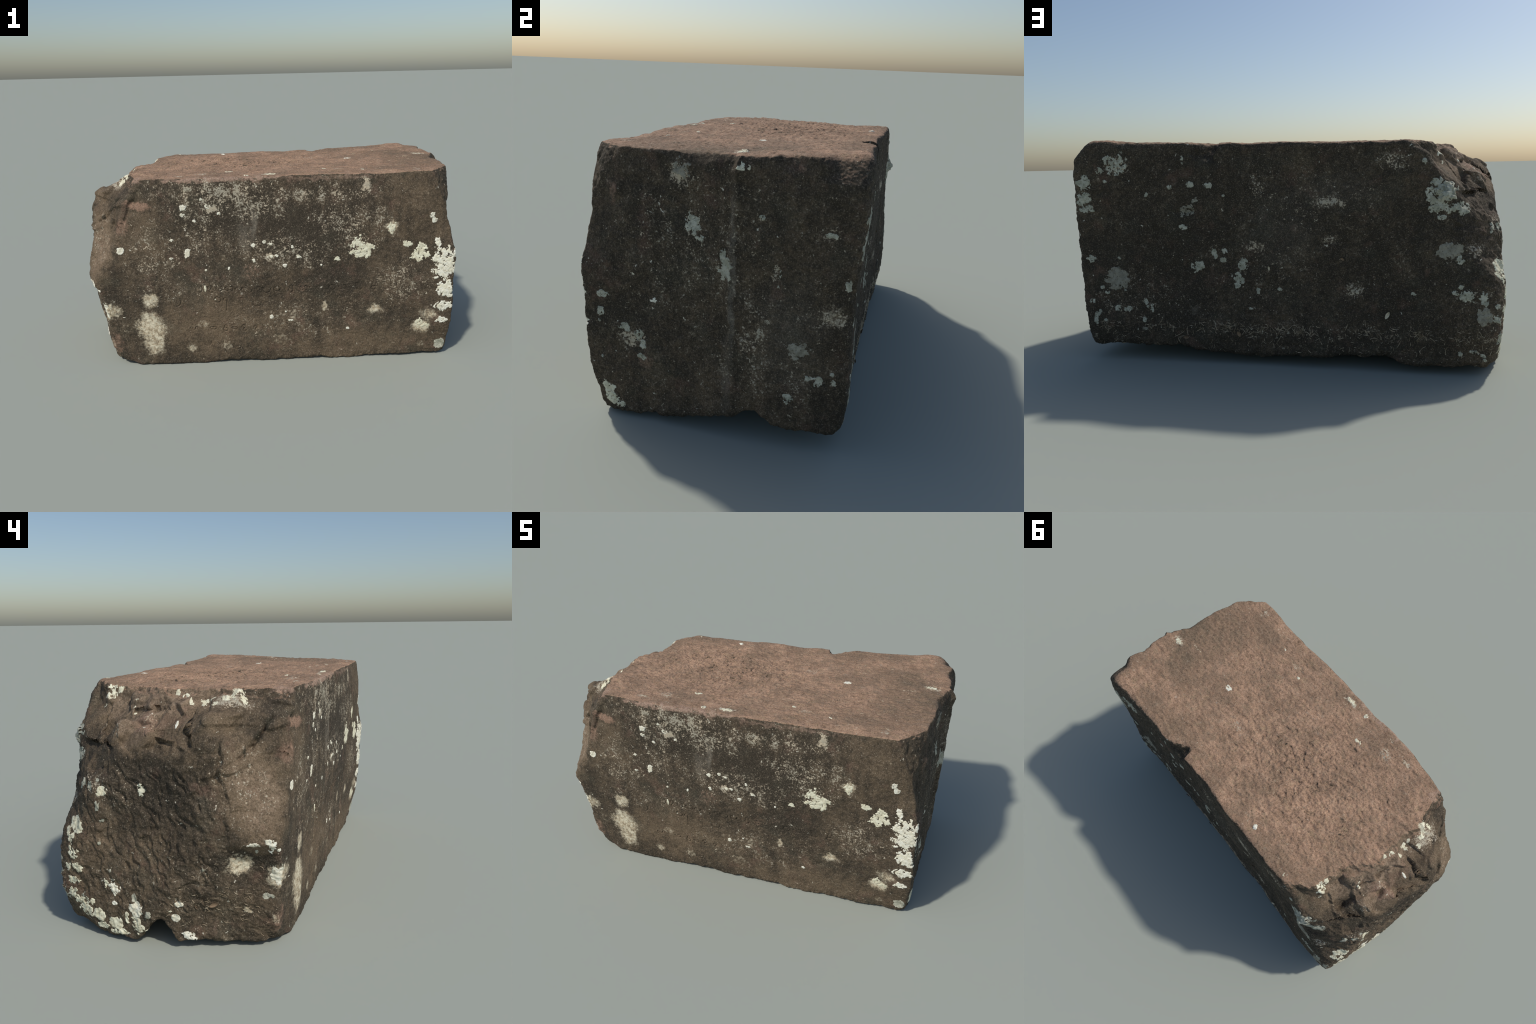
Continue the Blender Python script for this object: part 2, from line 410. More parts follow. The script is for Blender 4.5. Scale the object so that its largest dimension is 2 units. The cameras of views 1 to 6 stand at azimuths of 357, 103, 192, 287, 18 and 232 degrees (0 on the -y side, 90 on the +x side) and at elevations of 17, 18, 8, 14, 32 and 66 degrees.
move += w_front * (1 - w_top) * (0.0008 * lumps + 0.0006 * pits)
move += w_back * (1 - w_top) * (0.0022 * lumps + 0.0024 * pits)
streak = fbm(P * np.array([8, 30, 7], np.float32), 3)
move += w_right * (1 - 0.8 * smoothstep(0.94, 0.97, z) * smoothstep(0.32, 0.38, y)) * (0.0025 * lumps + 0.0018 * pits + 0.0028 * streak)
move += w_left * (0.0040 * lumps + 0.0030 * pits) * (1 - 0.55 * smoothstep(0.68, 0.80, z))
# flaked stone along the head of the broken end: every cell is a small tilted plane
def flakes(p, size, tilt, step, seed):
    r = np.random.default_rng(seed)
    lo, hi = p.min(0) - size, p.max(0) + size
    grid = np.stack(np.meshgrid(*[np.arange(a, b, size) for a, b in zip(lo, hi)], indexing="ij"), -1).reshape(-1, 3)
    sites = grid + r.uniform(0, size, grid.shape)
    slope = r.normal(0, tilt, grid.shape)
    lifted = r.normal(0, step, len(grid))
    weight, out = np.full(len(p), 1e-12), np.zeros(len(p))
    for q, g, h in zip(sites, slope, lifted):
        near = np.nonzero(np.abs(p - q).max(1) < 1.5 * size)[0]
        if len(near) == 0:
            continue
        d = np.sqrt(((p[near] - q) ** 2).sum(1))
        w = np.exp(-d / (0.035 * size))
        weight[near] += w
        out[near] += w * (h + (p[near] - q) @ g)
    return out / weight


head = np.nonzero((x < -0.5) & (z > 0.62) & (w_left > 0.02))[0]
hx = P[head] + 0.006 * np.stack([fbm(P[head] * 14 + k * 9.1, 2) for k in range(3)], 1)
inside = smoothstep(0.70, 0.80, z[head] + 0.10 * smoothstep(0.1, 0.4, y[head])) * smoothstep(0.02, 0.5, w_left[head]) * (1 - smoothstep(-0.035, -0.005, vals[head, 4]))
front_part = smoothstep(-0.06, -0.14, y[head])
move[head] += inside * (1 - 0.55 * front_part) * (1 - 0.8 * smoothstep(0.30, 0.40, y[head])) * (1 - 0.7 * smoothstep(0.0, 0.6, w_back[head])) * flakes(hx, 0.095, 0.22, 0.0025, 4)
move += w_bottom * (0.005 * lumps + 0.003 * pits)
# the long edges are nibbled
move += -np.clip(edge, 0, 1) * np.clip(0.001 + 0.008 * fbm(P * 8, 3, 0.4), 0, 0.012)

# the chipped corner is hackly, with a rounded rib left standing in it
off = P @ CUTS[0][0] - CUTS[0][1]
chip = smoothstep(-0.012, -0.002, off) * smoothstep(0.66, 0.74, z) * (x > 0.7) * (y < 0.1)
hackle = fbm(P * np.array([9, 9, 7], np.float32) + 2.2, 3)
rib = np.exp(-(((x - 0.885) * 0.8 - (y + 0.43) * 0.9 + (z - 0.86) * 0.35) / 0.018) ** 2) * smoothstep(0.76, 0.82, z) * (1 - smoothstep(0.90, 0.96, z))
move += chip * (-0.008 * smoothstep(-0.2, 0.4, hackle) + 0.014 * rib + 0.002 * pits)

# ------------------------------------------------------------------ the worn inscription (round letters of arcs)
def arc(cx, cz, r, a0, a1, squash=1.0):
    t = np.radians(np.linspace(a0, a1, 14))
    return np.stack([cx + r * np.cos(t), cz + r * squash * np.sin(t)], 1)


GLYPHS = {
    "ring": lambda x, z, s: [arc(x, z, s, 0, 360, 0.8)],
    "bowl": lambda x, z, s: [arc(x, z, s, 150, 400, 1.1), arc(x - s * 0.9, z + s * 0.9, s * 0.35, 0, 250)],
    "hook": lambda x, z, s: [arc(x, z + s * 0.3, s * 0.6, -40, 200), arc(x + s * 0.3, z - s * 0.7, s * 0.5, 100, 330)],
    "pair": lambda x, z, s: [arc(x - s * 0.6, z, s * 0.65, 20, 330), arc(x + s * 0.6, z, s * 0.65, -150, 160)],
    "knot": lambda x, z, s: [arc(x, z + s * 0.4, s * 0.55, 0, 320), arc(x, z - s * 0.5, s * 0.7, 120, 420)],
    "wave": lambda x, z, s: [arc(x - s, z, s * 0.5, 0, 180), arc(x, z, s * 0.5, 180, 360), arc(x + s, z, s * 0.5, 0, 180)],
    "cane": lambda x, z, s: [arc(x, z + s * 1.2, s * 0.5, 0, 200), np.array([[x + s * 0.5, z + s * 1.2], [x + s * 0.35, z - s * 1.8]])],
    "cup": lambda x, z, s: [arc(x, z, s * 1.2, 170, 370, 1.0), arc(x - s * 1.2, z + s * 0.3, s * 0.3, 0, 300)],
}
LETTERS = []
first = ["bowl", "hook", "ring", "pair", "wave", "bowl", "hook", "cup", "ring", "knot", "pair", "wave", "ring", "pair", "bowl", "knot"]
for name, gxx in zip(first, (-0.395, -0.341, -0.291, -0.239, -0.183, -0.134, -0.085, -0.044, 0.011, 0.084, 0.151, 0.208, 0.298, 0.354, 0.444, 0.518)):
    LETTERS.append((name, gxx, 0.428 - 0.012 * smoothstep(-0.3, 0.0, gxx), 0.017))
LETTERS += [("bowl", -0.519, 0.362, 0.026), ("ring", -0.302, 0.367, 0.019), ("cane", -0.262, 0.342, 0.020), ("cane", -0.175, 0.345, 0.018),
            ("cup", -0.094, 0.345, 0.020), ("bowl", 0.361, 0.342, 0.022), ("wave", -0.433, 0.205, 0.014), ("pair", -0.331, 0.203, 0.013),
            ("knot", -0.264, 0.203, 0.016), ("pair", -0.217, 0.199, 0.012), ("hook", -0.168, 0.203, 0.017), ("hook", -0.105, 0.200, 0.015),
            ("ring", -0.051, 0.197, 0.014), ("wave", 0.02, 0.205, 0.012), ("cup", -0.363, 0.120, 0.016), ("cup", -0.205, 0.096, 0.018)]
groove = np.zeros(len(P))
on_front = np.nonzero((vals[:, 0] > -0.004) & (z > 0.05) & (z < 0.48) & (np.abs(x) < 0.68))[0]
fx, fz = x[on_front], z[on_front]
worn = smoothstep(-0.5, 0.3, fbm(np.stack([fx * 9, fz * 9, fx * 0], 1), 2)) * 0.6 + 0.4
cut = np.zeros(len(on_front))
for name, cx, cz, s in LETTERS:
    for line in GLYPHS[name](cx, cz, s):
        near = np.nonzero((np.abs(fx - cx) < 2.6 * s + 0.01) & (np.abs(fz - cz) < 3 * s + 0.01))[0]
        best = np.full(len(near), 9.0)
        for a, b in zip(line[:-1], line[1:]):
            d, _ = to_segment(fx[near], fz[near], a, b)
            best = np.minimum(best, d)
        cut[near] = np.maximum(cut[near], np.exp(-(best / 0.0026) ** 2))
move[on_front] -= 0.0050 * cut * worn
P = P + N * move[:, None].astype(np.float32)

P[:, 2] = np.maximum(P[:, 2], 0.0)  # it stands on its lowest lumps
mesh = bpy.data.meshes.new("block_body")
mesh.vertices.add(len(P))
mesh.vertices.foreach_set("co", P.astype(np.float32).ravel())
mesh.loops.add(quads.size)
mesh.loops.foreach_set("vertex_index", quads.ravel().astype(np.int32))
mesh.polygons.add(len(quads))
mesh.polygons.foreach_set("loop_start", np.arange(0, quads.size, 4, dtype=np.int32))
mesh.polygons.foreach_set("loop_total", np.full(len(quads), 4, np.int32))
mesh.polygons.foreach_set("use_smooth", np.ones(len(quads), bool))
mesh.update(calc_edges=True)
mesh.validate()

root = bpy.data.objects.new("stone_block", None)
root.empty_display_size = 0.3
root["label"] = "weathered reddish brown sandstone block with pale lichen crusts"
root["category"] = "stone block"
bpy.context.collection.objects.link(root)


def add(name, data, parent=root):
    ob = bpy.data.objects.new(name, data)
    bpy.context.collection.objects.link(ob)
    ob.parent = parent
    return ob


body = add("block_body", mesh)

# ------------------------------------------------------------------ materials
class Nodes:
    """Short hand for building a node tree."""

    def __init__(self, name):
        self.mat = bpy.data.materials.new(name)
        self.mat.use_nodes = True
        self.t = self.mat.node_tree
        self.bsdf = self.t.nodes["Principled BSDF"]
        self.bsdf.inputs["Specular IOR Level"].default_value = 0.2
        self.co = self.new("ShaderNodeTexCoord").outputs["Object"]

    def new(self, kind, **props):
        n = self.t.nodes.new(kind)
        for k, v in props.items():
            setattr(n, k, v)
        return n

    def put(self, socket, value):
        if hasattr(value, "links") or isinstance(value, bpy.types.NodeSocket):
            self.t.links.new(value, socket)
        else:
            socket.default_value = value

    def math(self, op, a, b=0.0, clamp=False):
        n = self.new("ShaderNodeMath", operation=op, use_clamp=clamp)
        self.put(n.inputs[0], a)
        self.put(n.inputs[1], b)
        return n.outputs[0]

    def vec(self, op, a, b=(0, 0, 0)):
        n = self.new("ShaderNodeVectorMath", operation=op)
        self.put(n.inputs[0], a)
        self.put(n.inputs[1], b)
        return n.outputs["Value" if op in ("LENGTH", "DISTANCE", "DOT_PRODUCT") else "Vector"]

    def noise(self, scale, detail=3.0, rough=0.55, stretch=None, at=None, shift=0.0, color=False):
        v = at or self.co
        if stretch or shift:
            m = self.new("ShaderNodeMapping")
            self.put(m.inputs["Vector"], v)
            m.inputs["Scale"].default_value = stretch or (1, 1, 1)
            m.inputs["Location"].default_value = (shift, shift * 0.7, shift * 1.3)
            v = m.outputs[0]
        n = self.new("ShaderNodeTexNoise")
        self.put(n.inputs["Vector"], v)
        n.inputs["Scale"].default_value = scale
        n.inputs["Detail"].default_value = detail
        n.inputs["Roughness"].default_value = rough
        return n.outputs["Color" if color else "Fac"]

    def ramp(self, x, lo, hi, a=0.0, b=1.0):
        n = self.new("ShaderNodeMapRange", interpolation_type="SMOOTHSTEP")
        self.put(n.inputs["Value"], x)
        for key, value in zip(("From Min", "From Max", "To Min", "To Max"), (lo, hi, a, b)):
            self.put(n.inputs[key], value)
        return n.outputs["Result"]

    def mix(self, fac, a, b):
        n = self.new("ShaderNodeMix", data_type="RGBA")
        self.put(n.inputs[0], fac)
        self.put(n.inputs[6], a if not isinstance(a, tuple) else (*a, 1))
        self.put(n.inputs[7], b if not isinstance(b, tuple) else (*b, 1))
        return n.outputs[2]

    def spots(self, at, places, inner=0.55, outer=1.1):
        """Largest of many soft ellipsoids: centre, radii (x, y, z), strength."""
        total = None
        for c, r, k in places:
            d = self.vec("SUBTRACT", at, c)
            d = self.vec("MULTIPLY", d, tuple(1 / q for q in r))
            m = self.ramp(self.vec("LENGTH", d), inner, outer, k, 0.0)
            total = m if total is None else self.math("MAXIMUM", total, m)
        return total


F, K, R = -0.47, 0.48, 0.96   # about where the front, the back and the right end lie


def on_front(x, z, rx, rz, k=1.0):
    return (x, F, z), (rx, 0.10, rz), k


def on_back(x, z, rx, rz, k=1.0):
    return (x, K, z), (rx, 0.10, rz), k


def on_right(y, z, ry, rz, k=1.0):
    return (R, y, z), (0.08, ry, rz), k


def on_left(y, z, ry, rz, k=1.0):
    return (-0.92, y, z), (0.14, ry, rz), k


def on_top(x, y, rx, ry, k=1.0):
    return (x, y, 1.015), (rx, ry, 0.05), k


def stone_material():
    n = Nodes("weathered_sandstone")
    jitter = n.vec("SUBTRACT", n.noise(22, 5, 0.65, color=True), (0.5, 0.5, 0.5))
    wob = n.vec("ADD", n.co, n.vec("MULTIPLY", jitter, (0.075, 0.075, 0.075)))
    slow = n.vec("SUBTRACT", n.noise(5, 4, 0.6, color=True, shift=4), (0.5, 0.5, 0.5))
    wide = n.vec("ADD", n.co, n.vec("MULTIPLY", slow, (0.22, 0.22, 0.22)))
    big = n.noise(3.2, 5, 0.62)
    mid = n.noise(14, 5, 0.65, shift=2)
    small = n.noise(55, 4, 0.65, shift=5)
    fine = n.noise(190, 3, 0.7, shift=7)
    torn = n.math("MULTIPLY", n.math("SUBTRACT", n.math("ADD", n.math("MULTIPLY", n.noise(75, 4, 0.7, shift=41), 0.6), n.math("MULTIPLY", mid, 0.4)), 0.5), 2.6)
    drips = n.noise(1.0, 5, 0.6, stretch=(16, 16, 2.2), shift=9)

    # dark skin over brown stone
    dark, brown = (0.046, 0.037, 0.026), (0.160, 0.116, 0.073)
    spread = n.math("ADD", n.math("MULTIPLY", big, 0.40), n.math("MULTIPLY", mid, 0.32))
    spread = n.math("ADD", spread, n.math("MULTIPLY", drips, 0.24))
    spread = n.math("ADD", spread, n.math("MULTIPLY", n.math("SUBTRACT", small, 0.5), 0.42))
    light = n.spots(wide, [on_front(-0.3, 0.20, 0.55, 0.24, 0.16), on_front(0.45, 0.08, 0.6, 0.15, 0.14), on_front(-0.72, 0.72, 0.2, 0.30, 0.13),
                           on_front(0.75, 0.82, 0.30, 0.22, 0.10), on_left(-0.36, 0.66, 0.17, 0.30, 0.34), on_left(-0.30, 0.93, 0.25, 0.12, 0.24),
                           on_left(0.15, 0.90, 0.35, 0.16, 0.44), on_left(-0.30, 0.15, 0.3, 0.16, 0.12), on_left(0.15, 0.30, 0.40, 0.40, 0.15),
                           ((-0.76, 0.12, 0.93), (0.16, 0.45, 0.15), 0.50)], 0.2, 1.15)
    black = n.spots(wide, [on_back(0.0, 0.35, 1.3, 0.75, 0.055), on_front(0.15, 0.70, 0.34, 0.16, 0.17), on_front(-0.25, 0.83, 0.28, 0.12, 0.15), on_front(0.28, 0.45, 0.20, 0.10, 0.09),  # first entry blackens the whole back a little
                           on_left(0.0, 0.66, 0.16, 0.16, 0.16), on_left(-0.30, 0.39, 0.13, 0.06, 0.22), on_left(-0.42, 0.36, 0.06, 0.08, 0.15)], 0.2, 1.15)  # left-end entries: darker patches in its middle and below the slab
    spread = n.math("SUBTRACT", n.math("ADD", spread, light), black)
    tone = n.ramp(spread, 0.375, 0.74)
    base = n.mix(tone, dark, brown)
    base = n.mix(n.ramp(n.math("ADD", n.math("MULTIPLY", mid, 0.5), n.math("MULTIPLY", light, 1.0)), 0.42, 0.72, 0, 0.85), base, n.mix(n.ramp(small, 0.38, 0.60), (0.135, 0.098, 0.066), (0.290, 0.210, 0.142)))
    # greenish and reddish casts
    base = n.mix(n.ramp(n.noise(7, 4, 0.6, shift=12), 0.50, 0.70, 0, 0.30), base, (0.075, 0.073, 0.052))
    base = n.mix(n.ramp(n.noise(9, 5, 0.65, shift=15), 0.55, 0.72, 0, 0.45), base, (0.165, 0.098, 0.070))
    pink = n.spots(wob, [on_front(-0.69, 0.875, 0.09, 0.035), on_front(-0.77, 0.77, 0.05, 0.06, 0.6), on_front(-0.13, 0.52, 0.07, 0.07, 0.5),
                         on_front(0.15, 0.43, 0.05, 0.04, 0.5), on_left(0.12, 0.89, 0.09, 0.06), on_left(0.30, 0.90, 0.10, 0.10, 0.7), on_left(-0.02, 0.93, 0.10, 0.05, 0.7), on_left(-0.40, 0.90, 0.07, 0.06, 0.7),
                         on_left(-0.43, 0.10, 0.08, 0.08, 0.8), on_right(-0.39, 0.86, 0.04, 0.08, 0.9),
                         on_right(-0.26, 0.25, 0.05, 0.03, 0.5), ((-0.85, -0.46, 0.14), (0.05, 0.08, 0.07), 0.7)])
    base = n.mix(n.ramp(n.math("ADD", n.math("MULTIPLY", pink, 0.9), torn), 0.25, 1.05, 0, 0.85), base, (0.310, 0.195, 0.135))
    pale_drip = n.spots(wob, [on_front(-0.105, 0.77, 0.022, 0.12, 0.6), on_front(-0.15, 0.70, 0.05, 0.10, 0.35), on_back(0.0, 0.62, 0.20, 0.24, 0.15),
                              on_back(-0.25, 0.80, 0.25, 0.10, 0.15), on_right(0.075, 0.60, 0.016, 0.40, 0.75), on_right(0.06, 0.25, 0.03, 0.22, 0.35), on_right(0.28, 0.45, 0.16, 0.28, 0.20),  # narrow right-end entry is a paler streak along the upright ridge
                              on_back(-0.73, 0.548, 0.055, 0.042, 0.55), on_back(0.42, 0.25, 0.03, 0.03, 0.4)], 0.3, 1.1)
    base = n.mix(n.math("MULTIPLY", pale_drip, n.ramp(mid, 0.3, 0.6, 0.5, 1.0)), base, (0.215, 0.190, 0.150))

    # the top, trodden and rain-washed: bare reddish sandstone
    height = n.new("ShaderNodeSeparateXYZ")
    n.put(height.inputs[0], wob)
    geo = n.new("ShaderNodeNewGeometry")
    up = n.new("ShaderNodeSeparateXYZ")
    n.put(up.inputs[0], geo.outputs["Normal"])
    washed = n.math("MULTIPLY", n.ramp(height.outputs["Z"], 0.955, 0.995), n.ramp(n.math("ADD", up.outputs["Z"], n.math("MULTIPLY", mid, 0.5)), 0.92, 1.15))
    red = n.mix(n.ramp(n.math("ADD", n.math("MULTIPLY", small, 0.6), n.math("MULTIPLY", mid, 0.4)), 0.36, 0.62), (0.275, 0.173, 0.110), (0.510, 0.322, 0.210))
    red = n.mix(n.ramp(n.noise(30, 4, 0.7, shift=21), 0.52, 0.68, 0, 0.6), red, (0.400, 0.285, 0.170))
    red = n.mix(n.ramp(n.noise(85, 3, 0.7, shift=23), 0.56, 0.70, 0, 0.75), red, (0.105, 0.080, 0.050))
    grey = n.spots(wide, [on_top(0.85, 0.0, 0.34, 0.6, 0.95), on_top(0.80, -0.40, 0.5, 0.12, 0.6), on_top(-0.45, 0.42, 0.4, 0.10, 0.4), on_top(-0.62, 0.2, 0.1, 0.2, 0.5),
                          on_top(0.45, 0.40, 0.5, 0.12, 0.55), on_top(-0.1, -0.43, 0.6, 0.06, 0.35)], 0.2, 1.1)
    red = n.mix(n.math("MULTIPLY", grey, n.ramp(mid, 0.35, 0.6, 0.4, 1.0)), red, (0.165, 0.120, 0.078))
    blotch = n.ramp(n.math("ADD", n.math("MULTIPLY", n.noise(6.5, 7, 0.74, shift=51), 0.58), n.math("MULTIPLY", small, 0.42)), 0.455, 0.59, 0, 0.68)
    red = n.mix(blotch, red, n.mix(n.ramp(small, 0.4, 0.6), (0.130, 0.094, 0.063), (0.225, 0.158, 0.104)))
    base = n.mix(washed, base, red)
    arris = n.spots(wob, [((-0.30, -0.465, 1.0), (0.42, 0.03, 0.016), 0.8), ((-0.68, -0.40, 0.995), (0.04, 0.08, 0.016), 0.6), ((0.3, -0.47, 0.995), (0.3, 0.03, 0.012), 0.4)])
    base = n.mix(n.math("MULTIPLY", arris, n.ramp(small, 0.35, 0.55, 0.3, 1.0)), base, (0.40, 0.27, 0.20))

    # dark streak along the open crack
    crack = n.spots(wob, [((-0.80, -0.365, 0.885), (0.10, 0.014, 0.030), 0.9), ((-0.84, -0.335, 0.835), (0.10, 0.014, 0.035), 0.9), ((-0.89, -0.300, 0.785), (0.10, 0.012, 0.030), 0.9)], 0.3, 0.9)
    base = n.mix(crack, base, (0.040, 0.036, 0.024))

    # grain
    base = n.mix(n.ramp(fine, 0.30, 0.52, 0.70, 0.0), base, (0.030, 0.025, 0.018))
    base = n.mix(n.ramp(fine, 0.53, 0.70, 0.0, 0.42), base, (0.330, 0.270, 0.205))

    # bleached, powdery stains with soft borders
    soft = n.spots(wob, [on_front(-0.66, 0.215, 0.092, 0.105), on_front(-0.655, 0.12, 0.075, 0.075, 0.75), on_front(-0.658, 0.381, 0.056, 0.048, 0.9),
                         on_front(0.529, 0.284, 0.044, 0.030), on_front(0.264, 0.314, 0.024, 0.026, 0.7), on_front(-0.448, 0.09, 0.036, 0.032, 0.5),
                         on_front(-0.266, 0.097, 0.042, 0.036, 0.45), on_front(0.02, 0.13, 0.07, 0.03, 0.35), on_front(0.815, 0.245, 0.06, 0.040, 0.6),
                         on_front(0.782, 0.180, 0.058, 0.050, 0.9), on_front(0.80, 0.06, 0.04, 0.03, 0.4), on_front(0.596, 0.734, 0.034, 0.042, 0.8), on_front(-0.40, 0.23, 0.06, 0.03, 0.3),
                         on_front(0.09, 0.27, 0.03, 0.05, 0.35), on_left(-0.285, 0.365, 0.056, 0.050), on_left(-0.43, 0.315, 0.05, 0.06), on_left(-0.31, 0.166, 0.018, 0.014),
                         on_left(-0.41, 0.13, 0.02, 0.03, 0.7), on_back(0.143, 0.41, 0.0001, 0.0001), on_right(0.425, 0.535, 0.06, 0.06, 0.4)], 0.35, 1.25)
    soft = n.ramp(n.math("ADD", soft, torn), 0.15, 0.95)
    soft = n.math("MULTIPLY", soft, n.ramp(n.math("ADD", n.math("MULTIPLY", fine, 0.6), n.math("MULTIPLY", small, 0.4)), 0.36, 0.54, 0.35, 1.0))
    base = n.mix(n.math("MULTIPLY", soft, 0.92), base, n.mix(n.ramp(small, 0.4, 0.6), (0.60, 0.49, 0.33), (0.74, 0.67, 0.50)))

    # pin-head lichens: fine pale specks, dense in some places
    dense = n.spots(wide, [on_front(-0.22, 0.93, 0.46, 0.11, 1.0), on_front(-0.10, 0.88, 0.22, 0.12, 0.9), on_front(0.25, 0.91, 0.40, 0.08, 0.85), on_front(-0.40, 0.83, 0.18, 0.10, 0.7),
                           on_front(0.42, 0.76, 0.32, 0.18, 0.70), on_front(0.05, 0.62, 0.36, 0.14, 0.66), on_front(0.66, 0.44, 0.22, 0.16, 0.62), on_front(-0.60, 0.62, 0.25, 0.22, 0.55), on_front(-0.35, 0.70, 0.25, 0.15, 0.5),
                           on_front(-0.45, 0.45, 0.5, 0.12, 0.42), on_front(0.10, 0.25, 0.5, 0.16, 0.40), on_left(0.0, 0.25, 0.5, 0.3, 0.30), on_left(-0.3, 0.65, 0.2, 0.25, 0.4),
                           on_left(0.2, 0.62, 0.2, 0.10, 0.4), on_right(-0.05, 0.70, 0.45, 0.35, 0.38), on_right(0.22, 0.40, 0.30, 0.40, 0.45), on_right(-0.2, 0.15, 0.4, 0.15, 0.22),
                           on_back(-0.1, 0.75, 0.40, 0.16, 0.34), on_back(0.1, 0.50, 0.4, 0.25, 0.28), on_back(0.7, 0.3, 0.3, 0.2, 0.35), on_back(-0.85, 0.25, 0.15, 0.25, 0.30),
                           on_back(0.0, 0.18, 1.0, 0.05, 0.30)], 0.3, 1.15)
    clump = n.spots(wob, [on_front(0.465, 0.955, 0.036, 0.05, 1.25), on_front(-0.315, 0.857, 0.05, 0.035, 1.25), on_front(-0.025, 0.598, 0.045, 0.025, 1.0), on_front(-0.66, 0.56, 0.08, 0.07, 0.6),
                          on_right(-0.123, 0.95, 0.055, 0.065, 1.0), on_right(-0.317, 0.33, 0.075, 0.06, 0.85), on_right(0.18, 0.44, 0.03, 0.06, 0.8), on_right(0.425, 0.53, 0.06, 0.06, 0.7),
                          on_right(0.22, 0.66, 0.02, 0.05, 0.8), on_right(0.13, 0.40, 0.05, 0.08, 0.6), on_right(0.40, 0.80, 0.06, 0.05, 0.6),
                          on_back(-0.217, 0.756, 0.10, 0.035, 1.0), on_back(0.12, 0.555, 0.06, 0.04, 0.8), on_back(-0.225, 0.594, 0.05, 0.03, 0.8), on_back(0.75, 0.93, 0.08, 0.06, 0.8),
                          on_back(-0.33, 0.37, 0.06, 0.04, 0.8), on_back(-0.5, 0.93, 0.10, 0.06, 0.55), on_back(-0.85, 0.55, 0.07, 0.04, 0.8), on_back(0.10, 0.83, 0.05, 0.08, 0.5),
                          on_top(-0.02, -0.425, 0.06, 0.022, 1.1), on_top(-0.472, -0.395, 0.035, 0.022, 0.9), on_top(0.885, 0.07, 0.055, 0.04, 0.9), on_top(-0.37, -0.35, 0.05, 0.05, 0.6),
                          on_top(0.257, 0.13, 0.045, 0.03, 0.6), on_top(0.725, -0.42, 0.03, 0.04, 0.6), on_top(0.34, -0.34, 0.05, 0.03, 0.6), on_top(0.78, 0.02, 0.05, 0.015, 0.7),
                          on_left(0.10, 0.90, 0.08, 0.05, 0.6), on_left(0.30, 0.64, 0.10, 0.06, 0.5), on_left(0.27, 0.86, 0.10, 0.07, 0.6), ((-0.80, -0.22, 0.95), (0.08, 0.12, 0.05), 0.8)], 0.3, 1.1)
    dense = n.math("MULTIPLY", dense, n.ramp(n.math("ADD", n.math("MULTIPLY", drips, 0.5), n.math("MULTIPLY", mid, 0.5)), 0.40, 0.60, 0.35, 1.0))
    need = n.math("MAXIMUM", dense, clump)
    speck_field = n.math("ADD", n.math("MULTIPLY", n.noise(130, 3, 0.65, shift=31), 0.6), n.math("MULTIPLY", n.noise(40, 4, 0.7, shift=33), 0.4))
    limit = n.math("SUBTRACT", 0.620, n.math("MULTIPLY", need, 0.165))
    speck = n.ramp(n.math("SUBTRACT", speck_field, limit), 0.005, 0.04)
    haze = n.math("MULTIPLY", n.ramp(n.math("SUBTRACT", speck_field, limit), -0.075, 0.02), n.ramp(need, 0.0, 0.5, 0.35, 1.0))
    base = n.mix(n.math("MULTIPLY", haze, 0.34), base, (0.34, 0.27, 0.19))
    base = n.mix(n.math("MULTIPLY", speck, 0.80), base, n.mix(n.ramp(mid, 0.4, 0.6), (0.60, 0.51, 0.37), (0.44, 0.41, 0.32)))
    # a few larger white dots
    cells = n.new("ShaderNodeTexVoronoi")
    n.put(cells.inputs["Vector"], wob)
    cells.inputs["Scale"].default_value = 34
    pick = n.new("ShaderNodeSeparateColor")
    n.put(pick.inputs[0], cells.outputs["Color"])
    dot = n.math("MULTIPLY", n.ramp(cells.outputs["Distance"], 0.10, 0.17, 1.0, 0.0), n.ramp(n.math("ADD", pick.outputs[0], n.math("MULTIPLY", need, 0.22)), 0.93, 0.95))
    base = n.mix(n.math("MULTIPLY", dot, n.ramp(washed, 0, 1, 0.85, 0.3)), base, (0.66, 0.62, 0.50))

    n.put(n.bsdf.inputs["Base Color"], base)
    n.put(n.bsdf.inputs["Roughness"], n.ramp(small, 0.3, 0.7, 0.95, 0.80))
    rough = n.new("ShaderNodeBump")
    rough.inputs["Strength"].default_value = 0.55
    rough.inputs["Distance"].default_value = 0.004
    n.put(rough.inputs["Height"], n.math("ADD", n.math("MULTIPLY", small, 0.7), n.math("MULTIPLY", fine, 0.35)))
    n.put(n.bsdf.inputs["Normal"], rough.outputs[0])
    return n.mat


def lichen_material(name, pale, shade, fleck):
    n = Nodes(name)
    info = n.new("ShaderNodeObjectInfo").outputs["Random"]
    c = n.mix(n.ramp(n.noise(38, 4, 0.65), 0.38, 0.62), shade, pale)
    c = n.mix(n.ramp(info, 0.0, 1.0, 0.0, 0.35), c, shade)
    c = n.mix(n.ramp(n.noise(110, 4, 0.75, shift=3), 0.52, 0.66, 0, 0.85), c, fleck)
    n.put(n.bsdf.inputs["Base Color"], c)
    n.bsdf.inputs["Roughness"].default_value = 0.95
    b = n.new("ShaderNodeBump")
    b.inputs["Strength"].default_value = 0.5
    b.inputs["Distance"].default_value = 0.003
    n.put(b.inputs["Height"], n.noise(90, 4, 0.7, shift=8))
    n.put(n.bsdf.inputs["Normal"], b.outputs[0])
    return n.mat


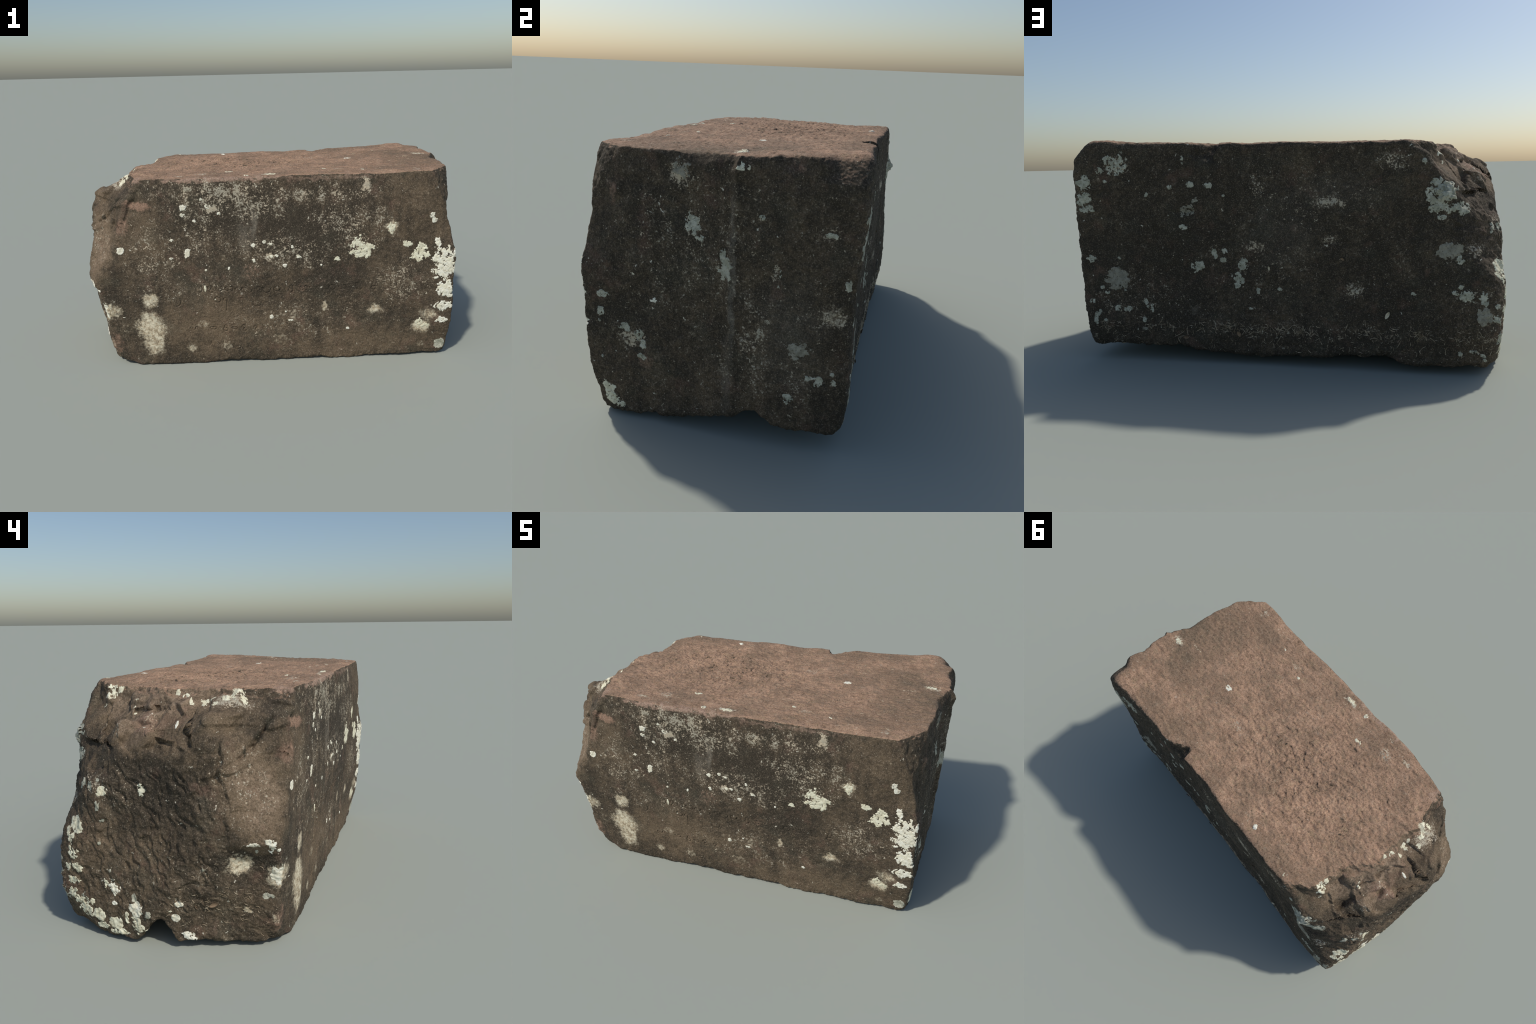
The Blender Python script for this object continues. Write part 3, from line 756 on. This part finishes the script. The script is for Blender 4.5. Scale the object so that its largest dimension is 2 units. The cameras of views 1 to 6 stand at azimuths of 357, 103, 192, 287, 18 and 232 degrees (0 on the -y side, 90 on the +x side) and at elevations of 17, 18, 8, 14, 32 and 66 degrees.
def plain_material(name, a, b, scale=60):
    n = Nodes(name)
    info = n.new("ShaderNodeObjectInfo").outputs["Random"]
    n.put(n.bsdf.inputs["Base Color"], n.mix(n.ramp(n.math("ADD", n.noise(scale, 2), n.math("MULTIPLY", info, 0.2)), 0.4, 0.7), a, b))
    n.bsdf.inputs["Roughness"].default_value = 0.8
    return n.mat


mesh.materials.append(stone_material())
cream = lichen_material("cream_lichen", (0.82, 0.80, 0.62), (0.66, 0.62, 0.45), (0.26, 0.20, 0.13))
white = lichen_material("white_lichen", (0.86, 0.85, 0.73), (0.76, 0.72, 0.56), (0.38, 0.31, 0.22))
muted = lichen_material("muted_lichen", (0.57, 0.555, 0.445), (0.35, 0.345, 0.265), (0.12, 0.11, 0.075))  # duller than the cream crust; mostly on the back and right end
ashen = lichen_material("ashen_lichen", (0.36, 0.34, 0.27), (0.23, 0.215, 0.165), (0.11, 0.095, 0.07))

# ------------------------------------------------------------------ lichen crusts: thin ragged shells grown on the stone
bpy.context.view_layer.update()
tree = BVHTree.FromObject(body, bpy.context.evaluated_depsgraph_get())
SIDES = {  # outward direction, the two directions along the face, how a place is written
    "front": (Vector((0, -1, 0)), Vector((1, 0, 0)), Vector((0, 0, 1)), lambda a, b: Vector((a, -0.8, b))),
    "back": (Vector((0, 1, 0)), Vector((1, 0, 0)), Vector((0, 0, 1)), lambda a, b: Vector((a, 0.8, b))),
    "right": (Vector((1, 0, 0)), Vector((0, 1, 0)), Vector((0, 0, 1)), lambda a, b: Vector((1.3, a, b))),
    "left": (Vector((-1, 0, 0)), Vector((0, 1, 0)), Vector((0, 0, 1)), lambda a, b: Vector((-1.3, a, b))),
    "top": (Vector((0, 0, 1)), Vector((1, 0, 0)), Vector((0, 1, 0)), lambda a, b: Vector((a, b, 1.4))),
}
# kind: raggedness, holes, thickness
KINDS = {"crust": (0.95, 0.60, 0.0024), "round": (0.55, 0.16, 0.0024), "lace": (1.0, 1.35, 0.0020), "dot": (0.45, 0.0, 0.0022), "heap": (0.7, 0.35, 0.013)}
serial = 0


def lichen(side, a, b, ra, rb, kind="crust", material=cream):
    global serial
    serial += 1
    out, du, dv, at = SIDES[side]
    ragged, holes, thick = KINDS[kind]
    reach = 1.45
    step = max(0.0016, min(0.0030, min(ra, rb) / 9))
    nu, nv = int(2 * reach * ra / step) + 2, int(2 * reach * rb / step) + 2
    us, vs = np.meshgrid(np.linspace(-reach, reach, nu), np.linspace(-reach, reach, nv), indexing="ij")
    lu, lv = us * ra, vs * rb
    q = np.stack([lu.ravel(), lv.ravel(), np.full(lu.size, serial * 3.7)], 1)
    lobes = fbm(q * np.array([22, 22, 1]) * 1.6, 4, 0.62).reshape(us.shape)
    f = 1.05 - np.hypot(us, vs) ** 1.5 + ragged * lobes
    if holes:
        gaps = fbm(q * np.array([70, 70, 1]) + 5, 3, 0.6).reshape(us.shape)
        f = f - holes * np.maximum(gaps - 0.12, 0) * 2.6 - (holes > 0.8) * 0.25
    lift = np.clip(f * 0.014, -0.0015, thick * (0.7 + 0.5 * fbm(q * 60, 2).reshape(us.shape)))
    start = at(a, b)
    keep, points, place = f > -0.12, [], {}
    grow = keep.copy()
    grow[1:] |= keep[:-1]
    grow[:-1] |= keep[1:]
    grow[:, 1:] |= grow[:, :-1].copy()
    grow[:, :-1] |= grow[:, 1:].copy()
    for i, j in zip(*np.nonzero(grow)):
        hit, normal, _, _ = tree.ray_cast(start + du * float(lu[i, j]) + dv * float(lv[i, j]), -out)
        if hit is None or normal.dot(out) < 0.12:
            continue
        h = float(lift[i, j])
        place[i, j] = len(points)
        points.append(hit + (normal * 0.4 + out * 0.6) * h)
    polys = []
    for i in range(nu - 1):
        for j in range(nv - 1):
            c = [(i, j), (i + 1, j), (i + 1, j + 1), (i, j + 1)]
            if all(k in place for k in c) and max(f[k] for k in c) > -0.03:
                p = [place[k] for k in c]
                long = max((points[p[k]] - points[p[k - 1]]).length for k in range(4))
                if long < 5 * step:
                    polys.append(p)
    if not polys:
        return None
    m = bpy.data.meshes.new("lichen_patch")
    m.from_pydata([tuple(p) for p in points], [], polys)
    m.update()
    m.polygons.foreach_set("use_smooth", np.ones(len(m.polygons), bool))
    m.materials.append(material)
    ob = add("lichen_patch", m, body)
    return ob


def colony(side, material, places):
    for p in places:
        lichen(side, p[0], p[1], p[2], p[3], p[4] if len(p) > 4 else "crust", p[5] if len(p) > 5 else material)


colony("front", cream, [
    (0.463, 0.622, 0.052, 0.042), (0.425, 0.655, 0.030, 0.026), (0.397, 0.603, 0.018, 0.010), (0.323, 0.571, 0.020, 0.012), (0.437, 0.697, 0.006, 0.006, "dot"),
    (0.597, 0.736, 0.023, 0.030), (0.752, 0.599, 0.040, 0.040), (0.684, 0.645, 0.020, 0.018), (0.803, 0.795, 0.014, 0.014, "crust", white), (0.814, 0.768, 0.015, 0.015, "dot", white)])
colony("front", white, [
    (0.843, 0.640, 0.018, 0.028), (0.872, 0.565, 0.050, 0.050), (0.905, 0.510, 0.034, 0.058), (0.865, 0.490, 0.040, 0.040), (0.890, 0.405, 0.040, 0.042), (0.905, 0.375, 0.028, 0.028),
    (0.890, 0.300, 0.042, 0.026), (0.888, 0.216, 0.026, 0.016), (0.900, 0.066, 0.030, 0.030, "round", muted), (0.782, 0.190, 0.036, 0.032, "lace", cream), (0.924, 0.60, 0.012, 0.020)])
colony("front", white, [
    (-0.446, 0.625, 0.017, 0.022), (-0.524, 0.697, 0.012, 0.007), (-0.454, 0.866, 0.015, 0.015), (-0.460, 0.828, 0.012, 0.010), (-0.282, 0.830, 0.012, 0.010), (-0.335, 0.868, 0.016, 0.012, "lace"),
    (-0.056, 0.676, 0.014, 0.008), (-0.020, 0.666, 0.010, 0.010), (-0.111, 0.660, 0.008, 0.010), (0.089, 0.648, 0.008, 0.008), (-0.105, 0.578, 0.011, 0.011), (-0.025, 0.598, 0.018, 0.010, "lace"),
    (0.014, 0.601, 0.010, 0.010, "lace"), (0.119, 0.593, 0.014, 0.009), (0.049, 0.549, 0.011, 0.009), (-0.784, 0.647, 0.018, 0.018, "dot"), (-0.021, 0.259, 0.011, 0.011, "round"),
    (0.083, 0.235, 0.013, 0.006), (0.389, 0.177, 0.009, 0.007), (-0.241, 0.542, 0.011, 0.016, "lace"), (-0.355, 0.533, 0.007, 0.006, "dot"), (0.056, 0.285, 0.005, 0.005, "dot"),
    (-0.53, 0.60, 0.008, 0.006), (-0.40, 0.795, 0.010, 0.008), (-0.37, 0.905, 0.012, 0.010, "lace"), (0.24, 0.545, 0.007, 0.006), (-0.364, 0.430, 0.006, 0.020, "round", cream)])
colony("back", muted, [
    (0.793, 0.402, 0.056, 0.050, "round", ashen), (0.760, 0.925, 0.050, 0.040, "lace"), (0.790, 0.950, 0.030, 0.022, "lace"), (0.73, 0.96, 0.02, 0.03, "lace"), (0.920, 0.853, 0.034, 0.030),
    (0.936, 0.785, 0.026, 0.036), (0.915, 0.785, 0.020, 0.020), (0.922, 0.732, 0.028, 0.022), (0.840, 0.909, 0.018, 0.014), (0.815, 0.86, 0.009, 0.007), (0.445, 0.952, 0.008, 0.020), (0.412, 0.841, 0.020, 0.015),
    (0.331, 0.832, 0.020, 0.015), (0.257, 0.788, 0.007, 0.006, "dot"), (0.394, 0.771, 0.020, 0.012, "lace", ashen), (0.436, 0.722, 0.046, 0.026, "lace", ashen), (0.454, 0.648, 0.017, 0.014), (0.51, 0.828, 0.013, 0.013, "lace"),
    (0.623, 0.796, 0.009, 0.011, "lace"), (0.392, 0.462, 0.028, 0.023), (0.315, 0.525, 0.014, 0.020), (0.261, 0.537, 0.016, 0.010), (0.272, 0.497, 0.020, 0.012), (0.180, 0.475, 0.022, 0.026),
    (0.200, 0.408, 0.024, 0.030), (0.212, 0.378, 0.016, 0.016), (0.108, 0.352, 0.010, 0.012), (0.011, 0.364, 0.010, 0.007), (0.143, 0.274, 0.015, 0.010, "lace"), (0.920, 0.495, 0.020, 0.014),
    (0.778, 0.497, 0.012, 0.012), (0.924, 0.288, 0.013, 0.015), (0.800, 0.261, 0.017, 0.018), (0.747, 0.250, 0.020, 0.014), (0.657, 0.290, 0.008, 0.012), (0.63, 0.26, 0.010, 0.017), (0.655, 0.268, 0.009, 0.006),
    (0.901, 0.227, 0.014, 0.010), (0.914, 0.196, 0.012, 0.024), (0.89, 0.245, 0.008, 0.008), (0.665, 0.158, 0.012, 0.008, "crust", ashen), (0.85, 0.335, 0.012, 0.010), (0.87, 0.36, 0.010, 0.008), (0.76, 0.345, 0.008, 0.008),
    (0.865, 0.20, 0.010, 0.006), (0.67, 0.205, 0.010, 0.010)])
colony("back", muted, [
    (-0.705, 0.80, 0.050, 0.050, "heap"), (-0.68, 0.74, 0.042, 0.026), (-0.645, 0.775, 0.020, 0.036), (-0.74, 0.725, 0.034, 0.020), (-0.781, 0.722, 0.030, 0.026), (-0.67, 0.835, 0.025, 0.018),
    (-0.69, 0.69, 0.018, 0.012), (-0.728, 0.548, 0.050, 0.036, "round", ashen), (-0.765, 0.509, 0.018, 0.017), (-0.776, 0.394, 0.013, 0.010), (-0.749, 0.371, 0.020, 0.010), (-0.802, 0.354, 0.026, 0.024),
    (-0.869, 0.347, 0.016, 0.025), (-0.924, 0.313, 0.011, 0.010), (-0.875, 0.271, 0.034, 0.038, "round", ashen), (-0.928, 0.260, 0.018, 0.020), (-0.580, 0.361, 0.012, 0.008), (-0.619, 0.924, 0.010, 0.013),
    (-0.906, 0.631, 0.013, 0.020), (-0.945, 0.175, 0.016, 0.028), (-0.782, 0.100, 0.012, 0.012), (-0.867, 0.094, 0.014, 0.009), (-0.885, 0.072, 0.011, 0.011), (-0.83, 0.11, 0.015, 0.008), (-0.795, 0.335, 0.010, 0.006)])
colony("right", muted, [
    (-0.075, 0.785, 0.030, 0.036, "lace"), (-0.045, 0.748, 0.022, 0.024, "lace"), (0.052, 0.655, 0.024, 0.036), (0.040, 0.690, 0.012, 0.025), (0.040, 0.627, 0.010, 0.020), (-0.340, 0.365, 0.030, 0.020, "lace"),
    (-0.290, 0.345, 0.024, 0.030, "lace"), (-0.265, 0.315, 0.014, 0.016), (-0.272, 0.268, 0.022, 0.016, "lace"), (0.311, 0.402, 0.040, 0.022, "crust", ashen), (0.296, 0.388, 0.018, 0.024, "crust", ashen),
    (0.286, 0.203, 0.019, 0.021), (0.385, 0.286, 0.012, 0.018), (0.358, 0.292, 0.020, 0.010), (0.428, 0.318, 0.010, 0.007), (0.437, 0.290, 0.009, 0.012), (0.174, 0.838, 0.012, 0.009),
    (-0.415, 0.105, 0.026, 0.030, "crust", cream), (-0.395, 0.070, 0.026, 0.030, "crust", cream), (-0.372, 0.045, 0.024, 0.014, "crust", cream), (-0.425, 0.487, 0.018, 0.014), (-0.440, 0.415, 0.018, 0.016),
    (-0.445, 0.38, 0.010, 0.012), (-0.435, 0.24, 0.006, 0.006, "dot"), (0.462, 0.64, 0.010, 0.020), (0.10, 0.995, 0.022, 0.012, "lace", cream), (0.24, 0.655, 0.008, 0.018, "lace"), (0.235, 0.61, 0.006, 0.010, "lace"),
    (0.40, 0.80, 0.020, 0.012, "lace"), (-0.12, 0.965, 0.035, 0.030, "lace", ashen)])
colony("left", cream, [
    (0.400, 0.470, 0.034, 0.030, "round"), (0.378, 0.468, 0.020, 0.028, "round"), (0.438, 0.432, 0.018, 0.018), (0.420, 0.418, 0.012, 0.024), (0.405, 0.425, 0.010, 0.010, "dot"), (0.402, 0.350, 0.024, 0.022),
    (0.418, 0.375, 0.008, 0.008), (0.440, 0.290, 0.016, 0.018, "round"), (0.405, 0.305, 0.032, 0.012), (0.385, 0.295, 0.018, 0.018), (0.415, 0.232, 0.026, 0.018), (0.430, 0.178, 0.018, 0.018), (0.41, 0.190, 0.008, 0.008),
    (0.387, 0.150, 0.030, 0.022), (0.365, 0.110, 0.030, 0.026), (0.334, 0.150, 0.011, 0.013), (0.226, 0.231, 0.024, 0.028, "crust", white), (0.262, 0.240, 0.009, 0.018), (0.227, 0.164, 0.012, 0.009, "dot", white),
    (0.309, 0.098, 0.028, 0.026, "round"), (0.224, 0.077, 0.028, 0.026, "round"), (0.130, 0.151, 0.026, 0.030, "round", white), (0.128, 0.110, 0.020, 0.022), (0.170, 0.112, 0.008, 0.022), (0.136, 0.198, 0.010, 0.019, "dot", muted),
    (0.080, 0.135, 0.014, 0.018, "crust", muted), (0.119, 0.068, 0.026, 0.022), (0.200, 0.040, 0.038, 0.014), (0.29, 0.055, 0.028, 0.012), (-0.053, 0.196, 0.018, 0.012, "dot", white), (-0.039, 0.133, 0.020, 0.016, "dot", white),
    (-0.081, 0.061, 0.021, 0.017, "crust", white), (-0.095, 0.045, 0.018, 0.008, "crust", white), (-0.02, 0.165, 0.010, 0.006)])
colony("left", muted, [
    (-0.415, 0.448, 0.020, 0.026, "crust", white), (-0.405, 0.470, 0.018, 0.012, "crust", white), (-0.350, 0.462, 0.024, 0.010, "lace", white), (-0.355, 0.425, 0.006, 0.008), (-0.388, 0.232, 0.020, 0.010),
    (0.262, 0.618, 0.020, 0.017, "crust", cream), (0.092, 0.640, 0.018, 0.022, "crust", cream), (0.326, 0.633, 0.012, 0.018), (0.282, 0.562, 0.011, 0.017), (0.269, 0.499, 0.011, 0.010), (0.281, 0.407, 0.008, 0.006),
    (0.285, 0.660, 0.008, 0.006), (-0.435, 0.320, 0.034, 0.042, "round", white), (-0.45, 0.36, 0.010, 0.016), (-0.03, 0.877, 0.006, 0.012, "dot", white), (0.24, 0.30, 0.006, 0.008), (-0.16, 0.35, 0.005, 0.005, "dot")])
colony("top", cream, [
    (-0.768, -0.240, 0.027, 0.031, "lace"), (-0.775, -0.262, 0.019, 0.019, "lace"), (-0.790, -0.200, 0.014, 0.017, "lace"), (-0.775, -0.110, 0.020, 0.017, "lace"), (-0.760, -0.140, 0.012, 0.016, "lace"),
    (-0.765, -0.030, 0.011, 0.017, "lace"), (-0.790, -0.060, 0.016, 0.009, "lace"), (-0.755, 0.010, 0.009, 0.011, "lace"), (-0.820, -0.160, 0.012, 0.012, "lace"), (-0.676, 0.348, 0.023, 0.027, "lace"), (-0.672, 0.310, 0.012, 0.012, "lace"),
    (-0.775, 0.191, 0.011, 0.011), (0.463, 0.037, 0.022, 0.014, "crust", white), (-0.219, -0.290, 0.022, 0.013, "lace"), (-0.250, 0.415, 0.013, 0.013, "crust", white), (-0.135, -0.428, 0.016, 0.012, "lace"),
    (-0.02, -0.428, 0.040, 0.014, "lace"), (0.275, -0.300, 0.012, 0.009), (0.885, 0.070, 0.026, 0.018, "lace"), (0.47, -0.36, 0.016, 0.006), (-0.521, 0.452, 0.008, 0.010)])

# ------------------------------------------------------------------ dry grass and bits of leaf stuck along the foot
straw_verts, straw_faces = [], []


def stick(side, a, b, length, width, angle, bend):
    """A thin three-sided blade lying on the stone."""
    out, du, dv, at = SIDES[side]
    ring = []
    for k in range(4):
        s = (k / 3 - 0.5) * length
        turn = angle + bend * (k / 3 - 0.5)
        along = (du * math.cos(turn) + dv * math.sin(turn))
        side_dir = (dv * math.cos(turn) - du * math.sin(turn))
        hit, normal, _, _ = tree.ray_cast(at(a, b) + along * s, -out)
        if hit is None or normal.dot(out) < 0.1:
            return
        w = width * (1 - 0.5 * abs(k / 1.5 - 1))
        ring.append([hit - side_dir * w + normal * 0.0004, hit + side_dir * w + normal * 0.0004, hit + normal * (w * 1.1 + 0.001)])
    if max((ring[k][0] - ring[k + 1][0]).length for k in range(3)) > length:
        return
    n0 = len(straw_verts)
    for r in ring:
        straw_verts.extend(r)
    for k in range(3):
        o = n0 + 3 * k
        straw_faces.extend([(o, o + 3, o + 5, o + 2), (o + 1, o + 2, o + 5, o + 4), (o, o + 1, o + 4, o + 3)])
    straw_faces.extend([(n0, n0 + 2, n0 + 1), (n0 + 9, n0 + 10, n0 + 11)])


tufts = [random.uniform(-0.95, 0.93) for _ in range(34)]
for _ in range(560):
    if random.random() < 0.55:
        px, pz = random.choice(tufts) + random.gauss(0, 0.022), random.gauss(0.175, 0.014)
    else:
        px, pz = random.uniform(-0.95, 0.94), random.uniform(0.06, 0.20)
    size = random.choice((0.008, 0.010, 0.012, 0.016, 0.022))
    stick("back", px, pz, size * random.uniform(0.8, 1.4), random.uniform(0.0008, 0.0015), random.uniform(0, math.pi), random.uniform(-0.22, 0.22))
for px, pz, size, turn in ((0.50, 0.135, 0.055, -0.5), (0.40, 0.16, 0.05, -0.55), (0.46, 0.15, 0.035, 1.4), (0.02, 0.125, 0.05, -1.0), (0.03, 0.155, 0.022, 1.5), (0.18, 0.165, 0.035, 0.9),
                           (-0.12, 0.165, 0.03, 0.8), (-0.14, 0.16, 0.026, -0.7), (-0.52, 0.13, 0.04, -1.1), (-0.62, 0.12, 0.035, -0.8), (-0.50, 0.20, 0.04, 0.2), (-0.44, 0.90, 0.030, 0.9)):
    stick("back", px, pz, size, 0.0014, turn, random.uniform(-0.6, 0.6))
for _ in range(110):
    stick("left", random.gauss(-0.20, 0.10), random.gauss(0.20, 0.07), random.uniform(0.006, 0.022), random.uniform(0.0005, 0.0010), random.uniform(0, math.pi), random.uniform(-0.9, 0.9))
for _ in range(40):
    stick("right", random.uniform(-0.4, 0.42), random.uniform(0.05, 0.95), random.uniform(0.006, 0.020), random.uniform(0.0005, 0.0009), random.uniform(0, math.pi), random.uniform(-0.9, 0.9))
for _ in range(70):
    stick("top", random.choice((random.uniform(-0.6, 0.88), random.uniform(0.5, 0.9))), random.uniform(-0.42, 0.42), random.uniform(0.006, 0.022), random.uniform(0.0005, 0.0009), random.uniform(0, math.pi), random.uniform(-0.9, 0.9))
for _ in range(26):
    stick("front", random.uniform(-0.8, 0.85), random.uniform(0.05, 0.6), random.uniform(0.005, 0.016), random.uniform(0.0005, 0.0009), random.uniform(0, math.pi), random.uniform(-0.9, 0.9))
straw = bpy.data.meshes.new("dry_grass")
straw.from_pydata([tuple(p) for p in straw_verts], [], straw_faces)
straw.update()
straw.materials.append(plain_material("dry_straw", (0.26, 0.20, 0.125), (0.56, 0.47, 0.33), 30))
grass = add("dry_grass", straw, body)
grass["kind"] = "stuff"


def leaf(side, a, b, length, width, angle, material):
    """A small curled scrap of leaf: a lens outline with a keel, and a back to it."""
    out, du, dv, at = SIDES[side]
    along = du * math.cos(angle) + dv * math.sin(angle)
    cross = dv * math.cos(angle) - du * math.sin(angle)
    hit, normal, _, _ = tree.ray_cast(at(a, b), -out)
    rows, verts, polys = 7, [], []
    for k in range(rows):
        t = k / (rows - 1)
        w = width * math.sin(math.pi * (0.06 + 0.9 * t)) ** 0.8
        up = 0.002 + 0.005 * t * t
        c = hit + along * (t - 0.5) * length
        for m, lift in ((-1, 0.003), (0, 0.0), (1, 0.0035)):
            verts.append(tuple(c + cross * (w * m) + out * (up + lift)))
        for m, lift in ((-1, 0.003), (0, 0.0), (1, 0.0035)):
            verts.append(tuple(c + cross * (w * m) + out * (up + lift - 0.0012)))
    for k in range(rows - 1):
        o = 6 * k
        polys += [(o, o + 1, o + 7, o + 6), (o + 1, o + 2, o + 8, o + 7), (o + 4, o + 3, o + 9, o + 10), (o + 5, o + 4, o + 10, o + 11),
                  (o + 3, o, o + 6, o + 9), (o + 2, o + 5, o + 11, o + 8)]
    m = bpy.data.meshes.new("dead_leaf")
    m.from_pydata(verts, [], polys)
    m.update()
    m.materials.append(material)
    return add("dead_leaf", m, body)


tan_leaf = plain_material("tan_dead_leaf", (0.42, 0.34, 0.22), (0.62, 0.56, 0.42), 90)
brown_leaf = plain_material("brown_dead_leaf", (0.16, 0.11, 0.07), (0.27, 0.19, 0.12), 90)
leaf("back", -0.470, 0.262, 0.034, 0.008, -1.1, tan_leaf)
leaf("back", 0.465, 0.124, 0.026, 0.008, 0.1, brown_leaf)
leaf("back", 0.205, 0.150, 0.028, 0.009, 1.2, brown_leaf)
leaf("back", 0.055, 0.46, 0.020, 0.005, 1.5, tan_leaf)
leaf("back", -0.275, 0.505, 0.018, 0.005, 0.6, brown_leaf)
leaf("left", -0.185, 0.195, 0.034, 0.008, -0.4, brown_leaf)
leaf("left", -0.12, 0.185, 0.018, 0.004, 1.1, brown_leaf)
